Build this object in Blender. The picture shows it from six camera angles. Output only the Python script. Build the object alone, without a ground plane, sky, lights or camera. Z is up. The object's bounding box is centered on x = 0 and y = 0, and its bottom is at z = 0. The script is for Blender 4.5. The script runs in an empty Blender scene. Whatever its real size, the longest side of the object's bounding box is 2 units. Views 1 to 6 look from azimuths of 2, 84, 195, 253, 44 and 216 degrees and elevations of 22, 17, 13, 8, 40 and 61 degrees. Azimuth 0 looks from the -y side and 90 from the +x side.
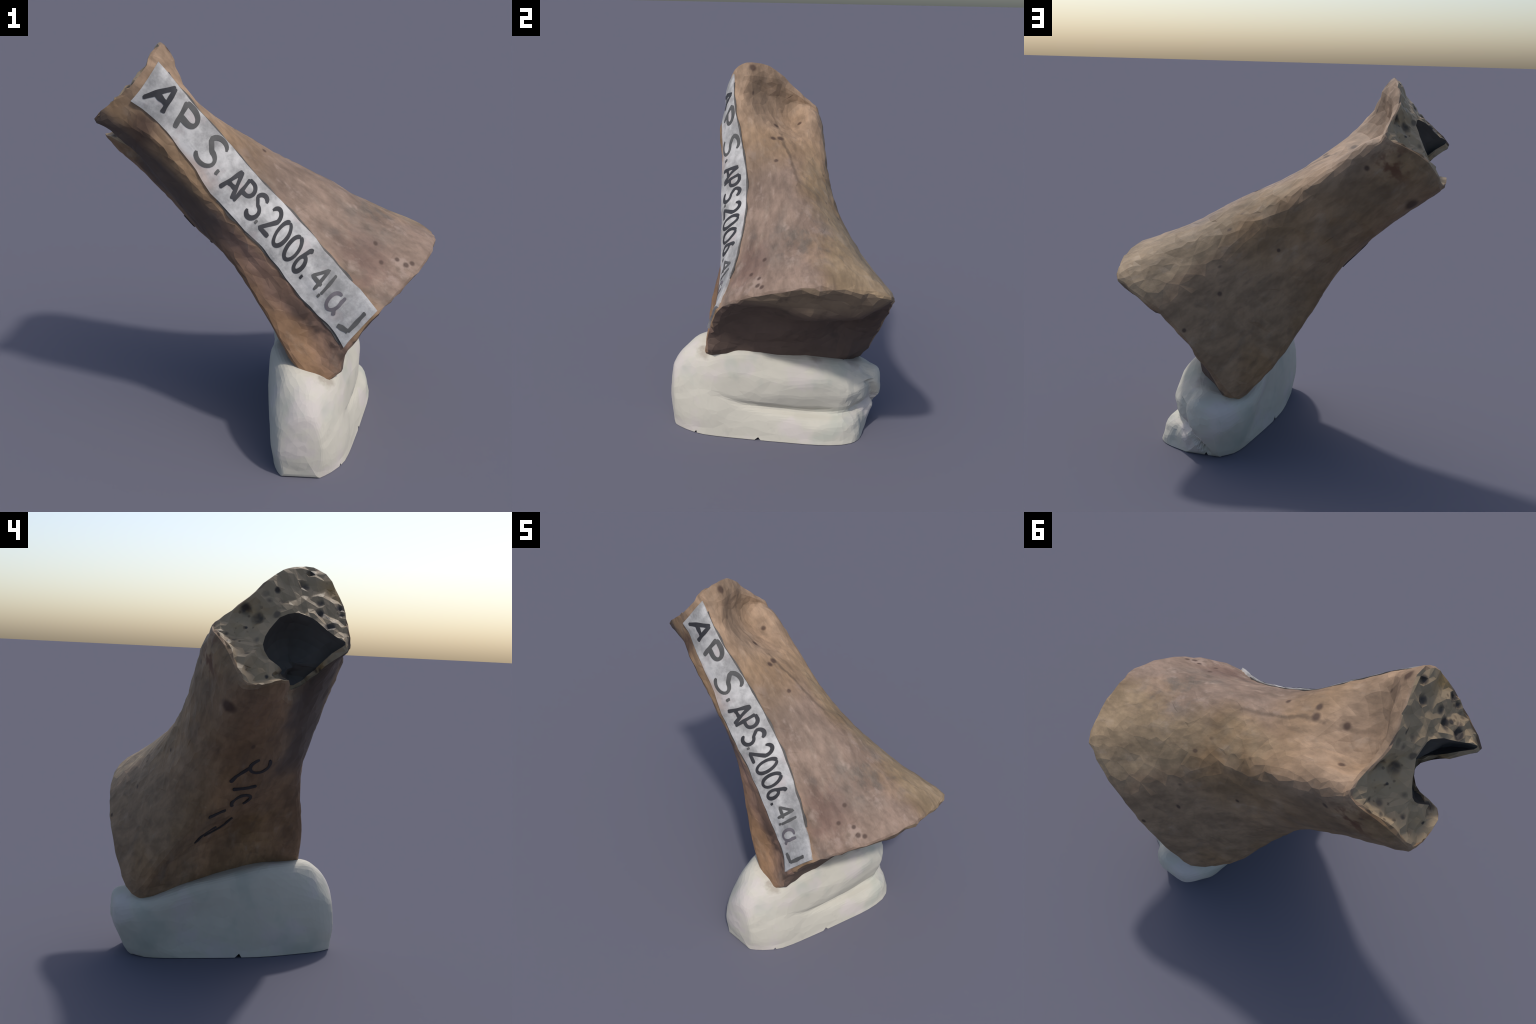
import bpy, math
import numpy as np
from mathutils import Vector, noise

# ---------------------------------------------------------------- bone frame
# s runs down the shaft (broken end -> joint end), y is across, q points up-right
TH = math.radians(41.3)
AX = np.array([math.cos(TH), 0.0, -math.sin(TH)])
AQ = np.array([math.sin(TH), 0.0, math.cos(TH)])
AY = np.array([0.0, 1.0, 0.0])

def bone_to_world(p):
    p = np.asarray(p, float)
    return p[..., 0:1] * AX + p[..., 1:2] * AY + p[..., 2:3] * AQ

# ---------------------------------------------------------------- splines
def catmull(p, t, closed=False):
    """Catmull-Rom through rows of p at parameters t (index units)."""
    n = len(p)
    t = np.asarray(t, float)
    i = np.floor(t).astype(int)
    if not closed:
        i = np.clip(i, 0, n - 2)
    f = (t - i).reshape((-1,) + (1,) * (p.ndim - 1))
    def at(k):
        if closed:
            return p[k % n]
        lo = k < 0
        hi = k > n - 1
        r = p[np.clip(k, 0, n - 1)].copy()
        r[lo] = 2 * p[0] - p[1]
        r[hi] = 2 * p[-1] - p[-2]
        return r
    a, b, c, d = at(i - 1), at(i), at(i + 1), at(i + 2)
    return 0.5 * (2 * b + (c - a) * f + (2 * a - 5 * b + 4 * c - d) * f**2 + (3 * b - a - 3 * c + d) * f**3)

def around(ring, m):
    return catmull(ring, np.arange(m) * len(ring) / m, closed=True)

# ---------------------------------------------------------------- bone cross-sections, (y, q) for sixteen rails:
# label_top, top x3, crest, back x3, low_back, under x3, front_low, groove, label_bottom, label_middle
def section(s, *yq):
    yq = np.array(yq, float)
    return np.column_stack([np.full(len(yq), s), yq])

def rim(*yqs):
    r = np.array(yqs, float)
    return np.column_stack([r[:, 2], r[:, 0], r[:, 1]])

BROKEN_RIM = rim(
    (-.202, 1.118, -1.712), (-.100, 1.160, -1.726), (.030, 1.112, -1.730), (.138, 1.020, -1.692),
    (.250, .965, -1.600), (.320, .918, -1.560), (.308, .800, -1.625), (.278, .655, -1.655),
    (.240, .552, -1.612), (.072, .580, -1.655), (.000, .645, -1.495), (-.080, .700, -1.475),
    (-.160, .692, -1.640), (-.207, .694, -1.726), (-.230, .830, -1.708), (-.248, .960, -1.692))
S0 = section(-1.57,
    (-.210, 1.090), (-.125, 1.108), (.005, 1.005), (.130, .932), (.252, .945), (.325, .908), (.330, .800), (.305, .660),
    (.242, .558), (.105, .555), (.000, .605), (-.080, .680), (-.165, .695), (-.235, .772), (-.252, .850), (-.250, .975))
S1 = section(-1.45,
    (-.213, 1.072), (-.130, 1.072), (-.010, .995), (.130, .912), (.265, .972), (.335, .920), (.335, .800), (.312, .660),
    (.248, .572), (.120, .558), (.000, .595), (-.090, .662), (-.175, .702), (-.286, .820), (-.288, .872), (-.260, .970))
S2 = section(-1.20,
    (-.182, 1.038), (-.100, 1.070), (.010, 1.062), (.125, 1.030), (.242, 1.003), (.326, .946), (.340, .800), (.320, .670),
    (.252, .580), (.120, .560), (.000, .578), (-.102, .628), (-.182, .675), (-.280, .785), (-.286, .840), (-.260, .935))
S3 = section(-.95,
    (-.162, 1.003), (-.078, 1.062), (.030, 1.098), (.140, 1.086), (.245, 1.040), (.325, .962), (.350, .830), (.338, .660),
    (.268, .555), (.130, .540), (.000, .550), (-.115, .598), (-.212, .645), (-.272, .730), (-.298, .815), (-.252, .920))
S4 = section(-.69,
    (-.182, .992), (-.085, 1.078), (.040, 1.160), (.150, 1.160), (.262, 1.092), (.345, 1.005), (.393, .860), (.390, .640),
    (.300, .455), (.130, .510), (.000, .558), (-.140, .585), (-.275, .612), (-.292, .700), (-.306, .795), (-.268, .895))
S5 = section(-.42,
    (-.243, .970), (-.135, 1.090), (.020, 1.200), (.165, 1.220), (.305, 1.172), (.405, 1.072), (.482, .900), (.492, .620),
    (.425, .365), (.200, .475), (.030, .550), (-.180, .558), (-.358, .545), (-.335, .655), (-.320, .750), (-.300, .860))
S6 = section(-.22,
    (-.313, .965), (-.208, 1.098), (.000, 1.252), (.170, 1.285), (.350, 1.236), (.485, 1.112), (.577, .925), (.582, .640),
    (.492, .340), (.250, .375), (.050, .450), (-.200, .485), (-.388, .485), (-.363, .630), (-.355, .742), (-.345, .860))
JOINT_RIM = rim(
    (-.358, .965, -.112), (-.265, 1.110, -.085), (-.068, 1.288, -.030), (.160, 1.352, -.014),
    (.440, 1.280, .004), (.542, 1.196, -.026), (.602, .930, -.145), (.600, .660, -.170),
    (.532, .365, -.105), (.300, .320, -.030), (.100, .370, -.020), (-.150, .425, -.020),
    (-.396, .490, -.045), (-.424, .580, -.032), (-.404, .720, -.100), (-.379, .850, -.112))
JOINT_RIM[:, 1:] = np.array([.08, .80]) + (JOINT_RIM[:, 1:] - np.array([.08, .80])) * 1.018   # allow for the rounding of the edge
JOINT_RIM[:, 0] += .010
CAVITY_RIM = rim(
    (-.092, .850, -1.704), (-.058, .882, -1.698), (-.018, .902, -1.690), (.045, .888, -1.678),
    (.095, .840, -1.664), (.135, .780, -1.650), (.138, .730, -1.638), (.115, .690, -1.625),
    (.080, .652, -1.625), (.042, .655, -1.575), (-.005, .680, -1.482), (-.075, .724, -1.465),
    (-.142, .722, -1.625), (-.190, .716, -1.718), (-.166, .760, -1.706), (-.130, .802, -1.704))

# the under side is broken back into a notch between the two prongs
for sec, cuts in ((S0, {4: -1.550, 5: -1.515, 6: -1.555, 9: -1.555, 10: -1.460, 11: -1.440, 12: -1.550}), (S1, {9: -1.440, 10: -1.405, 11: -1.390, 12: -1.440})):
    for rail, sv in cuts.items():
        sec[rail, 0] = sv

RIM_WALL = .5 * (BROKEN_RIM + S0)         # thick wall that rises steeply from the dish to the broken rim
for rail, dq in ((1, .012), (2, .030), (3, .034), (4, .008)):
    RIM_WALL[rail, 2] += dq
SHAFT = np.stack([BROKEN_RIM, RIM_WALL, S0, S1, S2, S3, S4, S5, S6, JOINT_RIM])   # stations x rails x (s,y,q)
NR = 16

def shaft_point(station, rail):
    """Surface of the shaft at fractional station / rail, in bone coordinates (s,y,q)."""
    station = np.atleast_1d(np.asarray(station, float)); rail = np.atleast_1d(np.asarray(rail, float))
    out = np.empty((len(station), 3))
    for k in range(len(station)):
        ring = catmull(SHAFT, [station[k]])[0]
        out[k] = catmull(ring, [rail[k] % NR], closed=True)[0]
    return out

def shaft_normal(station, rail):
    e = 1e-3
    du = shaft_point(np.asarray(station) + e, rail) - shaft_point(np.asarray(station) - e, rail)
    dv = shaft_point(station, np.asarray(rail) + e) - shaft_point(station, np.asarray(rail) - e)
    n = np.cross(du, dv)
    n /= np.linalg.norm(n, axis=1, keepdims=True) + 1e-12
    c = np.array([0.0, 0.0, 0.76])
    p = shaft_point(station, rail)
    flip = np.sign((n * (p - np.column_stack([p[:, 0], np.full(len(p), .03), np.full(len(p), .78)]))).sum(1))
    return n * flip[:, None]

def pore_centres(n, seed):
    """Scattered marrow pores over the fracture surface: bone coordinates and radius."""
    r = np.random.default_rng(seed)
    out = []
    while len(out) < n:
        a = r.uniform(0, NR); f = r.uniform(.08, .85)
        if 9.4 < a < 13.6:
            continue
        c = catmull(CAVITY_RIM, [a], closed=True)[0] * (1 - f) + catmull(BROKEN_RIM, [a], closed=True)[0] * f
        rad = .006 + .018 * r.uniform(0, 1)**1.6
        if all(np.linalg.norm(c - o) > .9 * (rad + ro) for o, ro in out):
            out.append((c, rad))
    return out
PORES = pore_centres(30, 5)

M = 128                                  # samples around
def bone_rings():
    rings, tags = [], []
    def add(r, tag):
        rings.append(r); tags.append(tag)
    # marrow cavity, from its blind end outwards
    cav = around(CAVITY_RIM, M)
    cen = np.array([-1.60, -.02, .765])
    depth = [(.112, .12), (.110, .4), (.102, .64), (.088, .84), (.066, .95), (.042, 1.0), (.020, 1.005)]
    for d, k in depth:
        r = cav.copy()
        r[:, 1:] = cen[1:] + (cav[:, 1:] - cen[1:]) * k
        w = min(1.0, d / .15)
        lean = 1 - .6 * np.clip(-(r[:, 1] + .02) / .12, 0, 1) * np.clip((r[:, 2] - .72) / .06, 0, 1)
        r[:, 0] = cav[:, 0] * (1 - w) + (-1.60) * w + d * lean
        r[:, 2] += .05 * d
        add(r, 'cavity')
    add(cav, 'cavity')
    # fracture surface
    out = around(BROKEN_RIM, M)
    nf = 14
    for i in range(1, nf):
        f = i / nf
        r = cav * (1 - f) + out * f
        r[:, 0] += .012 * math.sin(math.pi * f)
        add(r, 'fracture')
    add(out, 'fracture')
    # shaft
    ts = np.linspace(0, len(SHAFT) - 1, 150)[1:]
    for t in ts:
        ring = catmull(SHAFT, [t])[0]
        add(around(ring, M), 'shaft')
    # joint face: hollowed under its upper lip
    jr = around(JOINT_RIM, M)
    c = np.array([.08, .80])
    for i in range(1, 26):
        f = i / 25 * .985
        r = jr.copy()
        r[:, 1:] = jr[:, 1:] * (1 - f) + c * f
        w = min(1.0, f / .45); w = w * w * (3 - 2 * w)
        y, qq = r[:, 1], r[:, 2]
        bowl = lambda yc, qc, wy, wq: np.exp(-((y - yc) / wy)**2 - ((qq - qc) / wq)**2)
        sin = (-.040 + .062 * np.exp(-((qq - 1.09) / .11)**2) * np.clip((y + .05) / .15, 0, 1) - .025 * np.exp(-((qq - .90) / .09)**2) - .03 * np.exp(-((qq - 1.02) / .06)**2) * np.clip((.05 - y) / .1, 0, 1) + .05 * np.clip((.70 - qq) / .15, 0, 1)
               - .040 * bowl(-.15, .88, .14, .15) - .10 * bowl(.37, .76, .13, .16)
               - .09 * np.clip((y - .38) / .22, 0, 1)**2 - .04 * np.clip((-.15 - y) / .25, 0, 1))
        r[:, 0] = jr[:, 0] * (1 - w) + sin * w
        add(r, 'joint')
    return rings, tags

def grid_mesh(rings, tags, order):
    P = np.concatenate(rings)
    nr = len(rings); faces = []; mats = []
    for i in range(nr - 1):
        tag = order.index(tags[i + 1])
        for j in range(M):
            k = (j + 1) % M
            faces.append((i * M + j, i * M + k, (i + 1) * M + k, (i + 1) * M + j)); mats.append(tag)
    faces.append(tuple(range(M))[::-1]); mats.append(order.index(tags[0]))
    faces.append(tuple((nr - 1) * M + j for j in range(M))); mats.append(order.index(tags[-1]))
    return P, faces, mats

def fbm(p, scale, octaves=3, seed=0.0):
    out = np.empty(len(p))
    scale = np.broadcast_to(scale, len(p))
    for i, v in enumerate(p):
        k = scale[i]
        out[i] = noise.fractal(Vector((v[0] * k + seed, v[1] * k - seed, v[2] * k + 2 * seed)), 1.0, 2.0, octaves)
    return out

def make_mesh(name, P, faces, mats=None):
    me = bpy.data.meshes.new(name)
    me.from_pydata([tuple(v) for v in P], [], faces)
    if mats is not None:
        me.polygons.foreach_set("material_index", mats)
    me.update()
    return me

def new_object(name, me, parent=None):
    ob = bpy.data.objects.new(name, me)
    bpy.context.scene.collection.objects.link(ob)
    if parent:
        ob.parent = parent
    return ob

def vertex_normals(me):
    n = np.empty(len(me.vertices) * 3)
    me.vertices.foreach_get("normal", n)
    return n.reshape(-1, 3)

def fix_normals(me):
    import bmesh
    bm = bmesh.new(); bm.from_mesh(me)
    bmesh.ops.recalc_face_normals(bm, faces=bm.faces)
    bm.to_mesh(me); bm.free()

def decimated(me, target, mats):
    for m in mats:
        me.materials.append(m)
    ob = new_object("helper", me)
    tri = ob.modifiers.new("t", 'TRIANGULATE')
    d = ob.modifiers.new("d", 'DECIMATE')
    n = sum(len(p.vertices) - 2 for p in me.polygons)
    d.ratio = target / n
    dg = bpy.context.evaluated_depsgraph_get()
    out = bpy.data.meshes.new_from_object(ob.evaluated_get(dg))
    bpy.data.objects.remove(ob)
    return out

def split_by_material(me, names, parent):
    """One object per material index; border vertices coincide."""
    co = np.empty(len(me.vertices) * 3); me.vertices.foreach_get("co", co); co = co.reshape(-1, 3)
    obs = {}
    for mi, nm in enumerate(names):
        polys = [tuple(p.vertices) for p in me.polygons if p.material_index == mi]
        used = sorted({v for p in polys for v in p}); idx = {v: i for i, v in enumerate(used)}
        sub = make_mesh(nm, co[used], [tuple(idx[v] for v in p) for p in polys])
        sub.materials.append(me.materials[mi])
        obs[nm] = new_object(nm, sub, parent)
    return obs

# ---------------------------------------------------------------- materials
class Nodes:
    def __init__(self, name, rough=.75):
        self.mat = bpy.data.materials.new(name); self.mat.use_nodes = True
        self.t = self.mat.node_tree; self.t.nodes.clear()
        self.out = self.t.nodes.new("ShaderNodeOutputMaterial")
        self.b = self.t.nodes.new("ShaderNodeBsdfPrincipled")
        self.b.inputs["Roughness"].default_value = rough
        self.b.inputs["Specular IOR Level"].default_value = .2
        self.t.links.new(self.b.outputs[0], self.out.inputs[0])
        self.pos = self.t.nodes.new("ShaderNodeTexCoord").outputs["Object"]
    def n(self, kind, **kw):
        nd = self.t.nodes.new(kind)
        for k, v in kw.items():
            setattr(nd, k, v)
        return nd
    def put(self, sock, val):
        if hasattr(val, "links") or isinstance(val, bpy.types.NodeSocket):
            self.t.links.new(val, sock)
        else:
            sock.default_value = val
    def math(self, op, a, b=0.0, c=None, clamp=False):
        nd = self.n("ShaderNodeMath", operation=op, use_clamp=clamp)
        self.put(nd.inputs[0], a); self.put(nd.inputs[1], b)
        if c is not None: self.put(nd.inputs[2], c)
        return nd.outputs[0]
    def dot(self, vec):
        nd = self.n("ShaderNodeVectorMath", operation='DOT_PRODUCT')
        self.t.links.new(self.pos, nd.inputs[0]); nd.inputs[1].default_value = tuple(vec)
        return nd.outputs["Value"]
    def dist(self, p, src=None):
        nd = self.n("ShaderNodeVectorMath", operation='DISTANCE')
        self.t.links.new(src or self.pos, nd.inputs[0]); nd.inputs[1].default_value = tuple(p)
        return nd.outputs["Value"]
    def noise(self, scale, detail=3, rough=.55, stretch=None, distort=0.0, off=0.0):
        nd = self.n("ShaderNodeTexNoise")
        nd.inputs["Scale"].default_value = scale; nd.inputs["Detail"].default_value = detail
        nd.inputs["Roughness"].default_value = rough; nd.inputs["Distortion"].default_value = distort
        self.put(nd.inputs["Vector"], self.mapped(stretch, off))
        return nd.outputs["Fac"]
    def mapped(self, stretch=None, off=0.0):
        mp = self.n("ShaderNodeMapping", vector_type='POINT')
        self.t.links.new(self.pos, mp.inputs[0])
        mp.inputs["Rotation"].default_value = (0, -TH, 0)      # local x along the shaft
        mp.inputs["Location"].default_value = (off, off * 1.7, -off)
        mp2 = self.n("ShaderNodeVectorMath", operation='MULTIPLY')
        self.t.links.new(mp.outputs[0], mp2.inputs[0]); mp2.inputs[1].default_value = stretch or (1, 1, 1)
        return mp2.outputs[0]
    def voronoi(self, scale, stretch=None, rnd=1.0):
        nd = self.n("ShaderNodeTexVoronoi")
        nd.inputs["Scale"].default_value = scale; nd.inputs["Randomness"].default_value = rnd
        self.put(nd.inputs["Vector"], self.mapped(stretch))
        return nd.outputs["Distance"]
    def step(self, v, lo, hi):
        nd = self.n("ShaderNodeMapRange", interpolation_type='SMOOTHSTEP')
        self.put(nd.inputs["Value"], v); nd.inputs["From Min"].default_value = lo; nd.inputs["From Max"].default_value = hi
        return nd.outputs["Result"]
    def step2(self, v, lo, hi, a, b):
        nd = self.n("ShaderNodeMapRange", interpolation_type='SMOOTHSTEP')
        self.put(nd.inputs["Value"], v)
        for k, x in (("From Min", lo), ("From Max", hi), ("To Min", a), ("To Max", b)):
            nd.inputs[k].default_value = x
        return nd.outputs["Result"]
    def mul(self, *v):
        r = v[0]
        for x in v[1:]:
            r = self.math('MULTIPLY', r, x)
        return r
    def mix(self, fac, a, b, mode='MIX'):
        nd = self.n("ShaderNodeMix", data_type='RGBA', blend_type=mode)
        self.put(nd.inputs[0], fac)
        for s, v in ((nd.inputs[6], a), (nd.inputs[7], b)):
            if isinstance(v, tuple): s.default_value = v + (1,) if len(v) == 3 else v
            else: self.t.links.new(v, s)
        return nd.outputs[2]
    def saturate(self, c, sat, val=1.0):
        nd = self.n("ShaderNodeHueSaturation"); nd.inputs["Saturation"].default_value = sat; nd.inputs["Value"].default_value = val
        self.t.links.new(c, nd.inputs["Color"])
        return nd.outputs[0]
    def bump(self, h, dist=.004, strength=.4):
        nd = self.n("ShaderNodeBump"); nd.inputs["Strength"].default_value = strength; nd.inputs["Distance"].default_value = dist
        self.t.links.new(h, nd.inputs["Height"]); self.t.links.new(nd.outputs[0], self.b.inputs["Normal"])
    def colour(self, c):
        self.put(self.b.inputs["Base Color"], c)
        return self.mat

def srgb(r, g, b, k=1.0):
    f = lambda v: ((v / 255 + .055) / 1.055)**2.4 if v > 10 else v / 255 / 12.92
    return (f(r) * k, f(g) * k, f(b) * k)

def bone_material():
    m = Nodes("bone_surface", .6)
    s, q = m.dot(AX), m.dot(AQ)
    y = m.dot(AY)
    warp = m.math('MULTIPLY', m.math('SUBTRACT', m.noise(3.5, 4), .5), .30)
    ws = m.math('ADD', s, warp); wy = m.math('ADD', y, warp); wq = m.math('ADD', q, warp)
    ochre = (.235, .165, .103)
    c = m.mix(m.noise(2.6, 4, .6, (.5, 1, 1), off=2.0), (.220, .142, .082), (.300, .196, .116))
    # mauve-grey upper face
    top = m.mul(m.step(ws, -1.22, -.85), m.step(wy, .26, .06), m.step(q, .90, 1.02), m.step(y, -.42, -.30))
    c = m.mix(m.mul(top, .9), c, m.mix(m.noise(7, 4, .6, (.45, 1, 1)), (.160, .110, .085), (.262, .192, .152)))
    grey = m.mul(top, m.step(m.noise(4.5, 4, .6, (.6, 1, 1), off=5.0), .52, .68))
    c = m.mix(m.mul(grey, .6), c, (.150, .125, .108))
    # straw-yellow crest
    crest = m.mul(m.step(wy, .12, .26), m.step(wq, .95, 1.06), m.step(ws, -1.25, -.95))
    c = m.mix(m.mul(crest, .75), c, m.mix(m.noise(6, 3, .6, (.4, 1, 1), off=1.0), (.235, .168, .098), (.335, .248, .152)))
    # orange-tan neck
    neck = m.mul(m.step(ws, -1.12, -1.35), m.step(q, .82, .95))
    c = m.mix(m.mul(neck, .8), c, m.mix(m.noise(6, 3, .6, off=4.0), (.250, .165, .105), (.390, .272, .185)))
    # rust-brown under side and front ridge
    rust = m.mul(m.step(wy, -.16, -.30), m.step(q, .82, .74), m.step(s, -1.15, -.95))
    c = m.mix(m.mul(rust, .85), c, m.mix(m.noise(6, 4, .6, (.5, 1, 1), off=6.0), (.140, .080, .060), (.270, .172, .135)))
    under = m.mul(m.step(wq, .70, .58), m.step(wy, .26, .14))
    c = m.mix(m.mul(under, .75), c, m.mix(m.noise(5, 4, .6, off=9.0), (.190, .112, .066), (.300, .172, .082)))
    amber = m.step(m.noise(2.2, 3, .5, off=11.0), .56, .70)
    c = m.mix(m.mul(amber, .45, m.step(q, .95, .80)), c, (.260, .150, .062))
    # olive cast on the flank
    flank = m.mul(m.step(wy, .30, .42), m.step(q, 1.05, .90))
    c = m.mix(m.mul(flank, .55), c, m.mix(m.noise(5, 3, .6, off=13.0), (.225, .145, .088), (.300, .200, .122)))
    # amber saddle and grey patch near the joint
    saddle = m.mul(m.step(m.dist(bone_to_world((-.78, .33, .98))), .34, .08), m.step(m.noise(5, 3, off=21.0), .36, .60))
    c = m.mix(m.mul(saddle, .7), c, (.235, .140, .066))
    ash = m.mul(m.step(m.dist(bone_to_world((-.38, .12, 1.22))), .30, .08), m.step(m.noise(9, 4, .65, (.6, 1, 1), off=23.0), .44, .60))
    c = m.mix(m.mul(ash, .7), c, (.135, .112, .092))
    for p, rad, tone in (((-1.02, .31, .66), .34, (.265, .150, .066)), ((-.45, -.10, .56), .26, (.270, .158, .066)), ((-.30, -.22, 1.05), .26, (.215, .125, .098)), ((-.35, .44, .42), .22, (.255, .150, .070))):
        blot = m.mul(m.step(m.dist(bone_to_world(p)), rad, rad * .2), m.step(m.noise(5.5, 4, off=rad * 90), .38, .60))
        c = m.mix(m.mul(blot, .6), c, tone)
    # grain streaks along the shaft
    streak = m.noise(22, 5, .65, (.16, 1, 1), distort=.4)
    c = m.mix(m.mul(m.step(streak, .50, .72), .32), c, (.105, .075, .055))
    c = m.mix(m.mul(m.step(m.noise(15, 4, .6, (.35, 1, 1), off=3.0), .55, .75), .28), c, (.36, .285, .22))
    # groove line beside the crest
    line = m.math('ABSOLUTE', m.math('SUBTRACT', m.math('ADD', y, m.mul(m.math('SUBTRACT', m.noise(9, 3), .5), .05)), m.math('MULTIPLY_ADD', s, .13, .22)))
    groove = m.mul(m.step(line, .016, .002), m.step(q, .90, .97), m.step(s, -1.52, -1.35), m.step(s, -.62, -.95), m.step(m.noise(8, 3, off=1.5), .36, .52))
    c = m.mix(m.mul(groove, .5), c, (.070, .050, .036))
    # mottling at two scales
    c = m.mix(1.0, c, m.step2(m.noise(5.5, 5, .6, (.55, 1, 1), distort=.5, off=15.0), .30, .72, .72, 1.16), 'MULTIPLY')
    c = m.mix(1.0, c, m.step2(m.noise(26, 4, .6, (.45, 1, 1), off=17.0), .30, .70, .84, 1.12), 'MULTIPLY')
    c = m.mix(m.mul(top, m.step(m.noise(11, 4, .6, (.6, 1, 1), off=19.0), .54, .68), .5), c, (.330, .250, .205))
    # foramina: small dark pits, plus single larger ones
    pits = m.step(m.voronoi(9.5, (.6, 1, 1)), .13, .05)
    pits = m.mul(pits, m.step(m.noise(3.2, 2, off=7.0), .52, .60))
    c = m.mix(m.mul(pits, .75), c, (.070, .045, .034))
    for p, r in PITS:
        c = m.mix(m.mul(m.step(m.dist(bone_to_world(p)), r, r * .35), .85), c, (.060, .036, .028))
    # rust stains near the broken rim
    stain = m.mul(m.step(m.dist(bone_to_world((-1.50, .33, .80))), .16, .03), m.step(m.noise(13, 3, off=8.0), .47, .60))
    c = m.mix(m.mul(stain, .8), c, (.110, .045, .025))
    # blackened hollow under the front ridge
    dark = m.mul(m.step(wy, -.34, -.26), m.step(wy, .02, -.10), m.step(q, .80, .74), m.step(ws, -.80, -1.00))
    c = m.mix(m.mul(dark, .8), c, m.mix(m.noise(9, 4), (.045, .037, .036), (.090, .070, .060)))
    # darkened spot below the liptip, then painted shade under the label
    dark_patch = m.mul(m.step(m.dist(bone_to_world((-1.52, -.245, .83))), .12, .03), 1.0)
    c = m.mix(m.mul(dark_patch, .75), c, (.060, .035, .028))
    dark_patch = m.mul(m.step(m.math('ABSOLUTE', m.math('SUBTRACT', q, .695)), .06, .01), m.step(y, -.27, -.32), m.step(s, -.62, -.35))  # shadow of the overhanging label edge, painted into the groove
    c = m.mix(m.mul(dark_patch, .75, m.step(m.noise(7, 3), .38, .55)), c, (.035, .025, .022))
    m.bump(m.noise(45, 5, .6, (.35, 1, 1)), .005, .2)
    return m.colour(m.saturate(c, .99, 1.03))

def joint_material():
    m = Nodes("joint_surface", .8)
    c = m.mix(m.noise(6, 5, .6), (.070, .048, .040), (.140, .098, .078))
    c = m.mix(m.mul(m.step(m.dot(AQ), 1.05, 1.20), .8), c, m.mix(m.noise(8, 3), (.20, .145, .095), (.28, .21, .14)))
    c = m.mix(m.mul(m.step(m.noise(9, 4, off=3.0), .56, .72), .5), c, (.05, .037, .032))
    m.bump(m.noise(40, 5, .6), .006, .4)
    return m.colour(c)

def spongy_material():
    m = Nodes("spongy_bone", .55)
    c = m.mix(m.noise(6, 4, .6), (.235, .175, .112), (.370, .285, .190))
    c = m.mix(m.mul(m.step(m.noise(4, 2, off=2.0), .55, .70), .7), c, (.340, .215, .095))
    v = m.math('ADD', m.voronoi(15), m.math('MULTIPLY', m.math('SUBTRACT', m.noise(16, 3), .5), .42))
    pores = m.mul(m.step(v, .34, .12), m.step(m.noise(4.0, 2, off=4.0), .42, .54), .7)
    c = m.mix(m.mul(pores, .88), c, (.035, .030, .032))
    for p, r in PORES:
        near = m.math('ADD', m.dist(bone_to_world(p)), m.mul(m.math('SUBTRACT', m.noise(24, 2), .5), .016))
        c = m.mix(m.mul(m.step(near, r * 1.75, r * .8), .92), c, (.030, .027, .028))
    v2 = m.step(m.voronoi(27, (1, 1.2, 1)), .26, .12)
    c = m.mix(m.mul(v2, .6, m.step(m.noise(6, 2, off=1.0), .5, .6)), c, (.070, .048, .035))
    m.bump(m.noise(35, 4), .006, .4)
    return m.colour(m.saturate(c, 1.1, 1.05))

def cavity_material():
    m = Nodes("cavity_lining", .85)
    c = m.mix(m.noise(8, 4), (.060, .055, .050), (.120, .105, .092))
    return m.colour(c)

def putty_material():
    m = Nodes("putty", .65)
    c = m.mix(m.noise(3.2, 4, .6), (.430, .412, .348), (.545, .512, .440))
    c = m.mix(m.mul(m.step(m.noise(4.5, 3, off=3.0), .50, .64), .6), c, (.510, .455, .440))
    c = m.mix(m.mul(m.step(m.noise(3.4, 3, off=6.0), .50, .66), .6), c, (.375, .395, .340))
    c = m.mix(m.mul(m.step(m.noise(14, 4, off=9.0), .60, .74), .25), c, (.36, .34, .30))
    for p, r in (((.33, -.425, .45), .05), ((.28, -.43, .46), .035), ((.16, .50, .30), .05), ((.36, .44, .40), .06), ((.42, .20, .45), .05)):
        near = m.math('ADD', m.dist(p), m.mul(m.math('SUBTRACT', m.noise(16, 3), .5), .06))
        c = m.mix(m.mul(m.step(near, r, r * .3), .5), c, (.20, .16, .125))
    m.bump(m.noise(18, 4, .55), .008, .2)
    return m.colour(c)

def paper_material():
    m = Nodes("label_paper", .7)
    c = m.mix(m.step(m.noise(7, 5, .65), .30, .68), (.225, .223, .220), (.50, .490, .480))
    c = m.mix(m.mul(m.step(m.noise(7, 3, off=4.0), .52, .68), .5), c, (.42, .36, .355))
    s = m.dot(AX)
    worn = m.mul(m.step(s, -1.48, -1.38), m.step(s, -1.05, -1.18), m.step(m.math('ADD', m.dot(AQ), m.math('MULTIPLY', m.math('SUBTRACT', m.noise(9, 3), .5), .10)), .92, .86))
    c = m.mix(m.mul(worn, .7), c, (.44, .34, .29))
    c = m.mix(m.mul(m.step(m.noise(13, 4, off=2.0), .54, .70), .5), c, (.22, .22, .215))
    m.bump(m.noise(14, 3), .01, .25)
    return m.colour(c)

def ink_material(name, lo, hi):
    m = Nodes(name, .6)
    return m.colour(m.mix(m.noise(20, 3), lo, hi))

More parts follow.
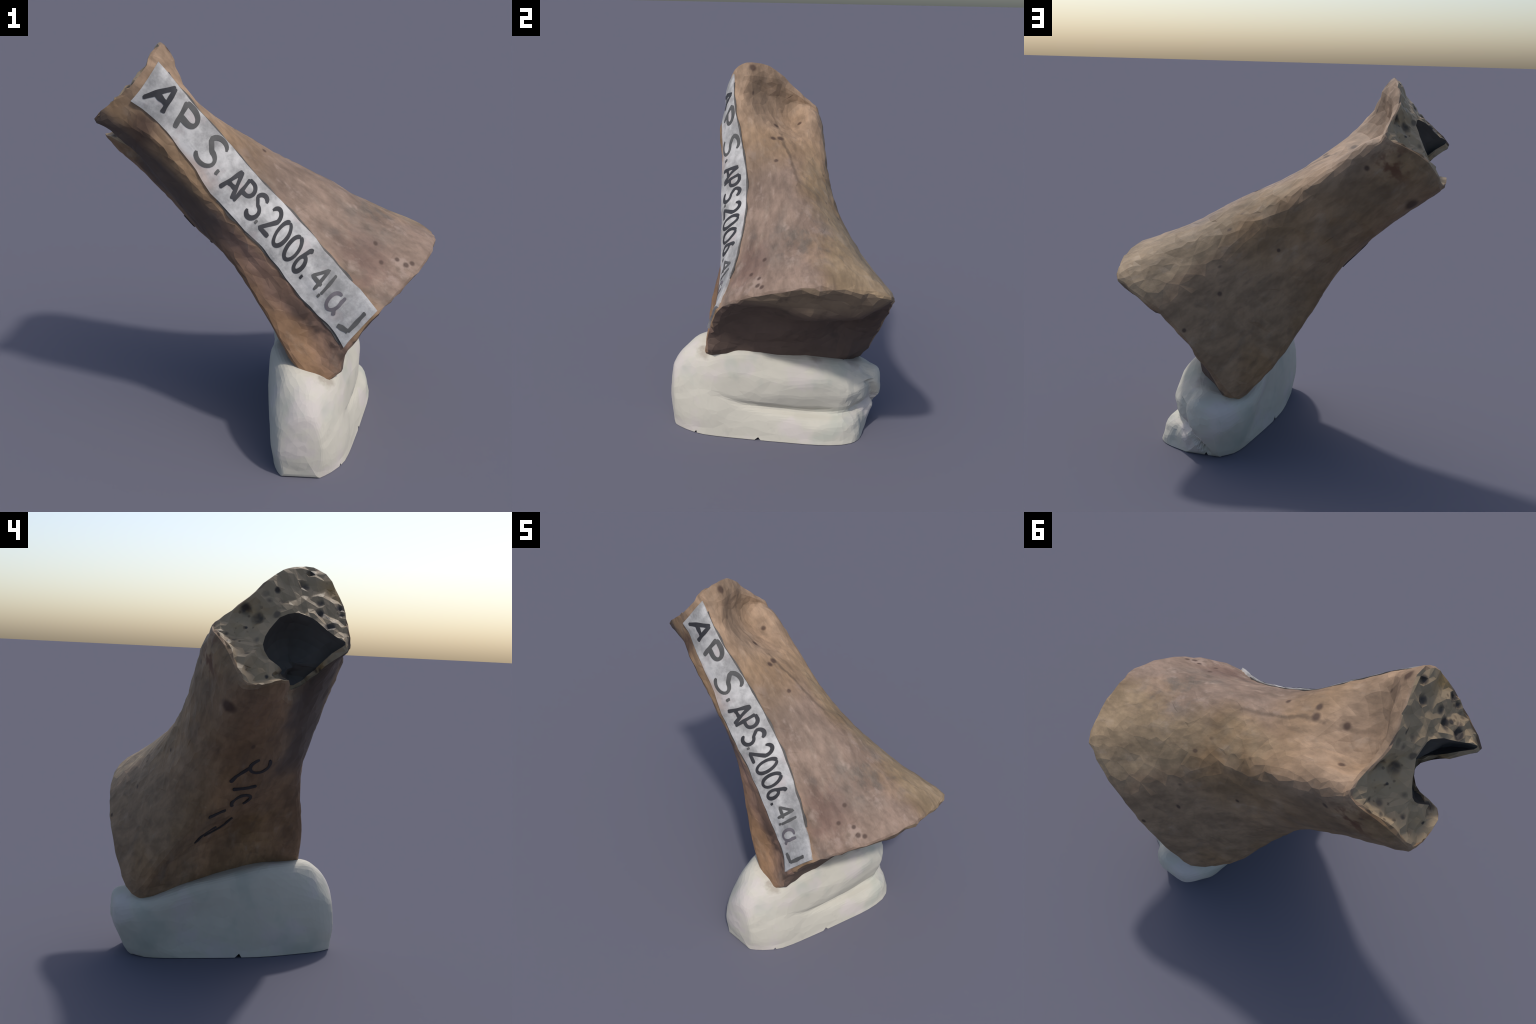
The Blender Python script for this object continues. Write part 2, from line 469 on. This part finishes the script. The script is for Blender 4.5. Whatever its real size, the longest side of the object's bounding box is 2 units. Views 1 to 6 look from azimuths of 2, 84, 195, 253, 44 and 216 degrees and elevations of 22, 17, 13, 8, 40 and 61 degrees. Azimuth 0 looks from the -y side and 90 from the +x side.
# single pits and nutrient holes, in bone coordinates (s, y, q), with radius
PITS = [((-.305, -.110, 1.147), .018), ((-.237, -.183, 1.113), .018), ((-.179, -.147, 1.168), .018), ((-.130, -.159, 1.181), .022),
        ((-.109, -.142, 1.205), .020), ((-1.010, .004, 1.086), .018), ((-1.350, .035, 1.000), .026), ((-1.206, .046, 1.050), .028),
        ((-1.196, .002, 1.065), .024), ((-1.416, .188, .942), .022), ((-.428, .489, .822), .018), ((-.785, .375, .812), .014),
        ((-1.397, .341, .863), .020), ((-.196, .601, .787), .016), ((-1.447, .266, .584), .050), ((-1.675, -.100, 1.155), .032)]
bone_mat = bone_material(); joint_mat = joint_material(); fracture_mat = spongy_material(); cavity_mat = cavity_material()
clay_mat = putty_material(); paper_mat = paper_material()
ink_black = ink_material("ink_black", (.022, .022, .026), (.055, .055, .060))
ink_grey = ink_material("ink_grey", (.055, .055, .055), (.12, .118, .115))
ink_faded = ink_material("ink_faded", (.10, .09, .10), (.17, .155, .17))
dark_edge_mat = ink_material("dark_edge_line", (.030, .028, .027), (.14, .13, .12))  # dark tone shared by both label edge strips
pen_mat = ink_material("pen_ink", (.026, .022, .024), (.060, .050, .048))

# ---------------------------------------------------------------- assembly
root = bpy.data.objects.new("bone_specimen", None)
bpy.context.scene.collection.objects.link(root)
root["label"] = "broken limb bone with paper label standing in putty"
root["category"] = "bone specimen"

rings, tags = bone_rings()
ORDER = ['shaft', 'joint', 'fracture', 'cavity']
def round_rim(rings, tags, part, first, last, passes, rails=None):
    """Soften the edge between shaft and joint face by averaging neighbours."""
    G = np.stack(rings)
    k = tags.index(part)
    w = np.zeros(len(G)); idx = np.arange(len(G))
    w[(idx >= k - first) & (idx < k + last)] = 1
    col = np.ones(M)
    if rails:
        rail = np.arange(M) * NR / M
        col = np.clip(np.minimum(rail - rails[0], rails[1] - rail) / .8, 0, 1)
    for _ in range(passes):
        avg = (G[np.clip(idx - 1, 0, None)] + G[np.clip(idx + 1, None, len(G) - 1)] + np.roll(G, 1, 1) + np.roll(G, -1, 1)) / 4
        G = G + (avg - G) * .6 * w[:, None, None] * col[None, :, None]
    return list(G)
rings = round_rim(rings, tags, 'joint', 7, 8, 24)
rings = round_rim(rings, tags, 'shaft', 4, 5, 7)
rings = round_rim(rings, tags, 'shaft', 7, 8, 22, (5.2, 9.2))
P, faces, mats = grid_mesh(rings, tags, ORDER)
P = bone_to_world(P)
me = make_mesh("bone", P, faces, mats); fix_normals(me)
nrm = vertex_normals(me)
tagv = np.repeat(np.array([ORDER.index(t) for t in tags]), M)
amp = np.where(tagv == 2, .010, .0035)
disp = fbm(P, 9.0, 3, 3.1) * amp + fbm(P, np.where(tagv == 2, 17.0, 22.0), 2, 7.7) * np.where(tagv == 2, .015, .0036)
pore_depth = np.zeros(len(P))
for c, rad in PORES:
    d2 = ((P - bone_to_world(c))**2).sum(1)
    pore_depth = np.maximum(pore_depth, .022 * np.exp(-d2 / (rad * .9)**2))
disp -= np.where(tagv == 2, pore_depth, 0)
ringi = np.repeat(np.arange(len(tags)), M); kj = tags.index('joint')
disp += fbm(P, 13.0, 2, 12.0) * .012 * np.exp(-((ringi - kj) / 4.0)**2)       # chipped joint rim
P2 = P + nrm * disp[:, None]
me.vertices.foreach_set("co", P2.ravel()); me.update()
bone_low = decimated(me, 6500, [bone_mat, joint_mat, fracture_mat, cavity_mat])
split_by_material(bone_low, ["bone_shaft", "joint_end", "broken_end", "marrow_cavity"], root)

# ---------------------------------------------------------------- putty base: (x, z) sections along y
# base_left, left x2, left_top, crown, right_top, lobe, lobe_under, crease, foot, base_right
CLAY = [
    (-.611, [(.185, .14), (.180, .15), (.180, .17), (.185, .19), (.200, .20), (.215, .20), (.225, .19), (.228, .18), (.228, .17), (.225, .15), (.215, .14)]),
    (-.603, [(.140, .06), (.122, .12), (.125, .19), (.160, .26), (.200, .285), (.240, .27), (.266, .22), (.276, .19), (.280, .16), (.278, .12), (.260, .06)]),
    (-.585, [(.110, .00), (.085, .12), (.090, .24), (.150, .33), (.210, .36), (.265, .33), (.298, .26), (.310, .20), (.318, .16), (.318, .08), (.300, .00)]),
    (-.520, [(.080, .00), (.055, .14), (.060, .30), (.130, .41), (.220, .44), (.290, .40), (.332, .31), (.348, .23), (.362, .17), (.372, .09), (.370, .00)]),
    (-.420, [(.065, .00), (.045, .15), (.040, .33), (.100, .48), (.230, .49), (.335, .45), (.382, .36), (.400, .26), (.418, .18), (.432, .10), (.435, .00)]),
    (-.200, [(.050, .00), (.035, .15), (.025, .32), (.050, .49), (.200, .49), (.385, .50), (.445, .39), (.458, .28), (.455, .19), (.478, .10), (.500, .00)]),
    (.000, [(.065, .00), (.055, .15), (.040, .30), (.058, .445), (.200, .46), (.410, .46), (.490, .37), (.503, .27), (.490, .18), (.522, .10), (.550, .00)]),
    (.200, [(.095, .00), (.080, .13), (.065, .25), (.055, .405), (.200, .42), (.420, .44), (.515, .37), (.528, .27), (.510, .165), (.572, .09), (.595, .00)]),
    (.350, [(.120, .00), (.085, .12), (.055, .24), (.055, .36), (.240, .385), (.380, .40), (.475, .35), (.515, .27), (.515, .175), (.570, .09), (.598, .00)]),
    (.440, [(.150, .00), (.095, .12), (.062, .24), (.070, .335), (.230, .355), (.330, .365), (.425, .335), (.475, .27), (.470, .170), (.520, .08), (.545, .00)]),
    (.505, [(.205, .00), (.130, .12), (.088, .23), (.100, .32), (.230, .35), (.310, .355), (.380, .33), (.425, .27), (.405, .17), (.410, .08), (.400, .00)]),
    (.585, [(.210, .14), (.175, .17), (.160, .22), (.175, .28), (.240, .31), (.300, .33), (.345, .31), (.360, .27), (.355, .22), (.340, .17), (.280, .14)]),
    (.608, [(.250, .22), (.245, .225), (.243, .235), (.248, .25), (.262, .258), (.275, .26), (.285, .255), (.288, .25), (.286, .24), (.280, .225), (.265, .22)]),
]
def clay_mesh():
    secs = np.array([[(x, y, z) for x, z in sec] for y, sec in CLAY])
    ts = np.linspace(0, len(secs) - 1, 90)
    MC = 96
    rings = []
    for t in ts:
        r = catmull(secs, [t])[0]
        n = len(r)
        # open spline from base_left over the top to base_right, then a straight base
        top = catmull(r, np.linspace(0, n - 1, MC - 12))
        base = np.array([r[-1] * (1 - f) + r[0] * f for f in np.linspace(0, 1, 14)[1:-1]])
        ring = np.concatenate([top, base])
        ring[:, 2] = np.maximum(ring[:, 2], 0)
        rings.append(ring)
    P = np.concatenate(rings); nr = len(rings); faces = []
    for i in range(nr - 1):
        for j in range(MC):
            k = (j + 1) % MC
            faces.append((i * MC + j, i * MC + k, (i + 1) * MC + k, (i + 1) * MC + j))
    faces.append(tuple(range(MC))[::-1]); faces.append(tuple((nr - 1) * MC + j for j in range(MC)))
    return P, faces
P, faces = clay_mesh()
me = make_mesh("clay", P, faces); fix_normals(me)
nrm = vertex_normals(me)
x, y, z = P.T
rough_end = np.clip((y - .30) / .15, 0, 1) * np.clip((x - .30) / .08, 0, 1)
disp = fbm(P, 4.5, 2, 1.3) * .007 + fbm(P, 11.0, 2, 5.0) * (.0022 + .012 * rough_end)
# crease where the upper lobe folds over the foot
zc = np.interp(y, [-.45, -.33, -.22, -.04, .14, .33, .50], [.26, .229, .190, .173, .158, .155, .160])
disp -= .024 * np.exp(-((z - zc) / .020)**2) * np.clip((y + .38) / .3, 0, 1) * (x > .33)
# fold running down the far end
xf = np.interp(z, [.03, .10, .18, .28], [.27, .31, .37, .41])
disp -= .030 * np.exp(-((x - xf) / .018)**2) * np.clip((y - .42) / .05, 0, 1) * (z < .30)
# shallow thumb marks on the left face
disp -= .010 * np.exp(-((y - .02) / .10)**2 - ((z - .24) / .07)**2) * (x < .15) + .008 * np.exp(-((y + .33) / .12)**2 - ((z - .30) / .10)**2) * (x > .3)
disp *= np.clip(z / .04, 0, 1)
P = P + nrm * disp[:, None]; P[:, 2] = np.maximum(P[:, 2], 0)
me.vertices.foreach_set("co", P.ravel()); me.update()
clay_low = decimated(me, 3000, [clay_mat])
clay_low.name = "putty_base"
clay = new_object("putty_base", clay_low, root)
# small nicks in the lower edge
def wedge(x, y, ang, w, h, d=.07):
    c, sn = math.cos(ang), math.sin(ang)
    pts = []
    for depth in (-.05, d):
        for k, zz in ((-w / 2, -.02), (w / 2, -.02), (w * .12, h)):
            pts.append((x - c * depth - sn * k, y - sn * depth + c * k, zz))
    return make_mesh("nick", np.array(pts), [(0, 1, 2), (5, 4, 3), (0, 3, 4, 1), (1, 4, 5, 2), (2, 5, 3, 0)])
for x, y, ang, w, h in ((.53, -.135, 0.1, .075, .016), (.068, -.045, math.pi, .07, .022), (.285, .50, math.pi / 2, .04, .022), (.40, -.475, -.6, .045, .014)):
    wm = wedge(x, y, ang, w, h); fix_normals(wm)
    wo = new_object("nick", wm)
    bo = clay.modifiers.new("nick", 'BOOLEAN'); bo.operation = 'DIFFERENCE'; bo.object = wo; bo.solver = 'EXACT'
    cut = bpy.data.meshes.new_from_object(clay.evaluated_get(bpy.context.evaluated_depsgraph_get()))
    clay.modifiers.clear(); clay.data = cut
    bpy.data.objects.remove(wo)
clay.data.name = "putty_base"

# ---------------------------------------------------------------- paper label on the front face
_ts = np.linspace(.05, len(SHAFT) - 1, 450)
_ss = shaft_point(_ts, np.full(450, 15.0))[:, 0]
def station_at(sv):
    return np.interp(sv, _ss, _ts)

LABEL_H = .008
def label_height(sv, rv):
    """Height of the crinkled paper above the bone."""
    base = LABEL_H * np.interp(sv, [-1.64, -1.0, -.5, -.13], [.9, .9, 1.0, 1.5])
    crinkle = np.array([noise.noise(Vector((a * 8, b * 1.2, 3.0))) + .5 * noise.noise(Vector((a * 19, b * 2.6, 8.0))) for a, b in zip(np.ravel(sv), np.ravel(rv))])
    return base + .0045 * crinkle.reshape(np.shape(sv))

def surface(sv, rail, h):
    """World points h above the shaft surface at distance s along it and rail number."""
    t = station_at(sv)
    return bone_to_world(shaft_point(t, rail) + shaft_normal(t, rail) * np.asarray(h)[:, None])

def solid_patch(name, S, R, top, bottom, mat, parent):
    """Closed thin sheet over a (rows x columns) grid of surface parameters."""
    nu, nv = S.shape
    A = surface(S.ravel(), R.ravel(), top.ravel()); B = surface(S.ravel(), R.ravel(), bottom.ravel())
    P = np.concatenate([A, B]); off = nu * nv; f = []
    for i in range(nu - 1):
        for j in range(nv - 1):
            a, b, c, d = i * nv + j, i * nv + j + 1, (i + 1) * nv + j + 1, (i + 1) * nv + j
            f.append((a, b, c, d)); f.append((d + off, c + off, b + off, a + off))
    edge = [(0, j) for j in range(nv)] + [(i, nv - 1) for i in range(1, nu)] + [(nu - 1, j) for j in range(nv - 2, -1, -1)] + [(i, 0) for i in range(nu - 2, 0, -1)]
    ids = [i * nv + j for i, j in edge]
    for a, b in zip(ids, ids[1:] + ids[:1]):
        f.append((a, a + off, b + off, b))
    me = make_mesh(name, P, f); fix_normals(me); me.materials.append(mat)
    return new_object(name, me, parent)

rng = np.random.default_rng(7)
def label_grid(nu, nv):
    u = np.linspace(0, 1, nu); v = np.linspace(0, 1, nv)
    U, V = np.meshgrid(u, v, indexing='ij')
    S = -1.640 - .015 * V + U * (1.510 + .015 * V)
    wob_lo = np.interp(u, np.linspace(0, 1, 26), rng.normal(0, .035, 26)); wob_hi = np.interp(u, np.linspace(0, 1, 26), rng.normal(0, .02, 26))
    lo = 14.02 + wob_lo + np.interp(u, [0, .06, .14, .26, .36, 1], [.42, .42, .40, .25, 0, 0])
    hi = 15.98 + wob_hi
    R = lo[:, None] * (1 - V) + hi[:, None] * V
    return S, R
S_, R_ = label_grid(140, 16)
H_ = label_height(S_, R_)
label = solid_patch("paper_label", S_, R_, H_, H_ * 0 - .02, paper_mat, root)

# dark broken strip along the upper edge of the label
u = np.linspace(0, 1, 70)
S_ = np.repeat((-1.60 + u * 1.30)[:, None], 3, 1)
wd = .10 * np.clip(.55 + np.array([noise.noise(Vector((x * 14, 0, 9))) for x in u]) * 1.3, .12, 1.2)
R_ = np.stack([np.full(70, 15.93), 15.97 + wd * .5, 15.99 + wd], 1)
solid_patch("dark_edge_line", S_, R_, np.full(S_.shape, .0045), np.full(S_.shape, -.01), dark_edge_mat, label)

# added dark strip standing in for the shadow beneath its lower edge
S_ = np.repeat((-1.05 + u * .90)[:, None], 3, 1)
R_ = np.stack([np.full(70, 14.06), 14.0 - wd * .35, 13.96 - wd * .9], 1)
solid_patch("dark_edge_line", S_, R_, np.full(S_.shape, .0045), np.full(S_.shape, -.01), dark_edge_mat, label)

# ---------------------------------------------------------------- handwriting
def arc(cx, cy, rx, ry, a0, a1, n=14):
    a = np.radians(np.linspace(a0, a1, n))
    return [(cx + rx * math.cos(t), cy + ry * math.sin(t)) for t in a]

GLYPH = {   # strokes in a unit box, x along the line of writing, y up
    'A': [[(0, 0), (.5, 1)], [(.5, 1), (1, 0)], [(.22, .36), (.80, .36)]],
    'P': [[(.05, 0), (.05, 1)], [(.05, 1)] + arc(.45, .73, .5, .27, 90, -90) + [(.05, .46)]],
    'S': [arc(.5, .75, .42, .25, 20, 180, 12) + arc(.5, .25, .45, .27, 90, -160, 16)],
    '2': [arc(.5, .72, .42, .28, 165, -20, 12) + [(.05, .02), (1, .02)]],
    '0': [arc(.5, .5, .45, .5, 90, 450, 26)],
    '6': [[(.85, 1.0), (.55, .92)] + arc(.5, .32, .42, .32, 150, 510, 22)],
    '4': [[(.75, 0), (.75, 1), (.0, .35), (1, .35)]],
    '1': [[(.5, 0), (.5, 1)]],
    'a': [arc(.45, .5, .42, .45, 70, 400, 18), [(.85, 1), (.85, .2), (1.05, .0)]],
    '.': [[(.3, .5), (.7, .5)]],
    'q': [arc(.32, .71, .28, .30, 125, -160, 20), [(.35, .41), (.75, .12), (1, .03)]],
    'bar': [[(.6, 0), (.4, 1)]],
    'b': [[(.9, 0), (.9, .36)], arc(.45, .72, .42, .27, -50, -335, 18)],
    'r': [[(1, 0), (.7, .05), (.45, .17), (.32, .32), (.35, .45)], [(.85, .2), (.8, .45), (.75, .7), (.55, .85), (0, 1)]],
    'corner': [[(0, 0), (1, .15)], [(1, .15), (.95, 1)]],
}

def resample(poly, n):
    p = np.array(poly, float)
    L = np.concatenate([[0], np.cumsum(np.linalg.norm(np.diff(p, axis=0), axis=1))])
    t = np.linspace(0, L[-1], n)
    return np.column_stack([np.interp(t, L, p[:, k]) for k in range(2)])

RAIL_W = .100                             # metres per rail unit across the label
def write(name, glyph, s0, s1, r0, r1, width, height, mat, parent, slant=0.0, lift=None, thick=.0020):
    """One handwritten character as a thin raised ink stroke that follows the surface."""
    verts, faces = [], []
    for st in GLYPH[glyph]:
        n = 40 if len(st) > 3 else 24
        p = resample(st, n)
        sv = s0 + (s1 - s0) * p[:, 0] + slant * p[:, 1]
        mv = (r0 + (r1 - r0) * p[:, 1]) * RAIL_W
        c = np.column_stack([sv, mv])
        d = np.gradient(c, axis=0); d /= np.linalg.norm(d, axis=1, keepdims=True) + 1e-9
        nrm = np.column_stack([-d[:, 1], d[:, 0]])
        e = np.linspace(0, 1, n)
        w = width * .5 * np.clip(np.minimum(e, 1 - e) * 12 + .55, 0, 1) * (1 + .12 * np.sin(e * 9 + s0 * 40))
        cols = [c + nrm * (w * k)[:, None] for k in (-1, -.5, 0, .5, 1)]
        base = sum(len(v) for v in verts)
        grid = np.stack(cols, 1)
        sv, rv = grid[..., 0].ravel(), grid[..., 1].ravel() / RAIL_W
        h = lift(sv, rv) if lift else np.zeros(len(sv))
        top = surface(sv, rv, h + thick); bot = surface(sv, rv, h - .006)
        verts += [top, bot]; nv = 5; off = n * nv
        for i in range(n - 1):
            for j in range(nv - 1):
                a, b, cc, dd = base + i * nv + j, base + i * nv + j + 1, base + (i + 1) * nv + j + 1, base + (i + 1) * nv + j
                faces += [(a, b, cc, dd), (dd + off, cc + off, b + off, a + off)]
        edge = [j for j in range(nv)] + [i * nv + nv - 1 for i in range(1, n)] + [(n - 1) * nv + j for j in range(nv - 2, -1, -1)] + [i * nv for i in range(n - 2, 0, -1)]
        for a, b in zip(edge, edge[1:] + edge[:1]):
            faces.append((base + a, base + a + off, base + b + off, base + b))
    me = make_mesh(name, np.concatenate(verts), faces); fix_normals(me); me.materials.append(mat)
    return new_object(name, me, parent)

LINE = [  # glyph, start and end along the label, foot and head rail, stroke, ink, slant
    ('A', -1.615, -1.505, 14.80, 15.80, .022, ink_black, .030), ('P', -1.425, -1.330, 14.75, 15.80, .023, ink_grey, -.030),
    ('S', -1.290, -1.180, 14.65, 15.85, .020, ink_grey, .030), ('.', -1.160, -1.118, 14.72, 15.0, .024, ink_grey, 0),
    ('A', -1.085, -1.005, 14.50, 15.60, .019, ink_black, 0), ('P', -.995, -.935, 14.50, 15.60, .019, ink_black, 0),
    ('S', -.925, -.860, 14.50, 15.60, .019, ink_black, .010), ('.', -.862, -.828, 14.45, 14.7, .016, ink_grey, 0),
    ('2', -.820, -.755, 14.50, 15.65, .019, ink_black, 0), ('0', -.740, -.675, 14.50, 15.60, .018, ink_black, 0),
    ('0', -.657, -.590, 14.48, 15.55, .018, ink_black, 0), ('6', -.575, -.525, 14.48, 15.60, .019, ink_black, 0),
    ('.', -.520, -.486, 14.42, 14.68, .019, ink_black, 0),
    ('4', -.465, -.400, 14.62, 15.62, .016, ink_grey, 0), ('1', -.395, -.355, 14.72, 15.70, .016, ink_grey, 0),
    ('.', -.395, -.362, 14.48, 14.74, .017, ink_grey, 0), ('a', -.335, -.265, 14.45, 15.35, .016, ink_faded, .0),
    ('corner', -.215, -.160, 14.30, 15.55, .020, ink_grey, 0)]
for g, s0, s1, r0, r1, w, ink, sl in LINE:
    write("ink_mark", g, s0, s1, r0, r1, w, 1, ink, label, sl, label_height)

# pen marks on the under side of the shaft
RAIL_W = .13
for g, s0, s1, r0, r1, w in [('q', -1.10, -.93, 8.85, 10.15, .016), ('bar', -.89, -.86, 9.05, 9.95, .017), ('b', -.81, -.70, 8.5, 9.95, .017), ('r', -.585, -.50, 8.7, 9.65, .013)]:
    write("pen_mark", g, s0, s1, r0, r1, w, 1, pen_mat, root, 0, None, .0055)
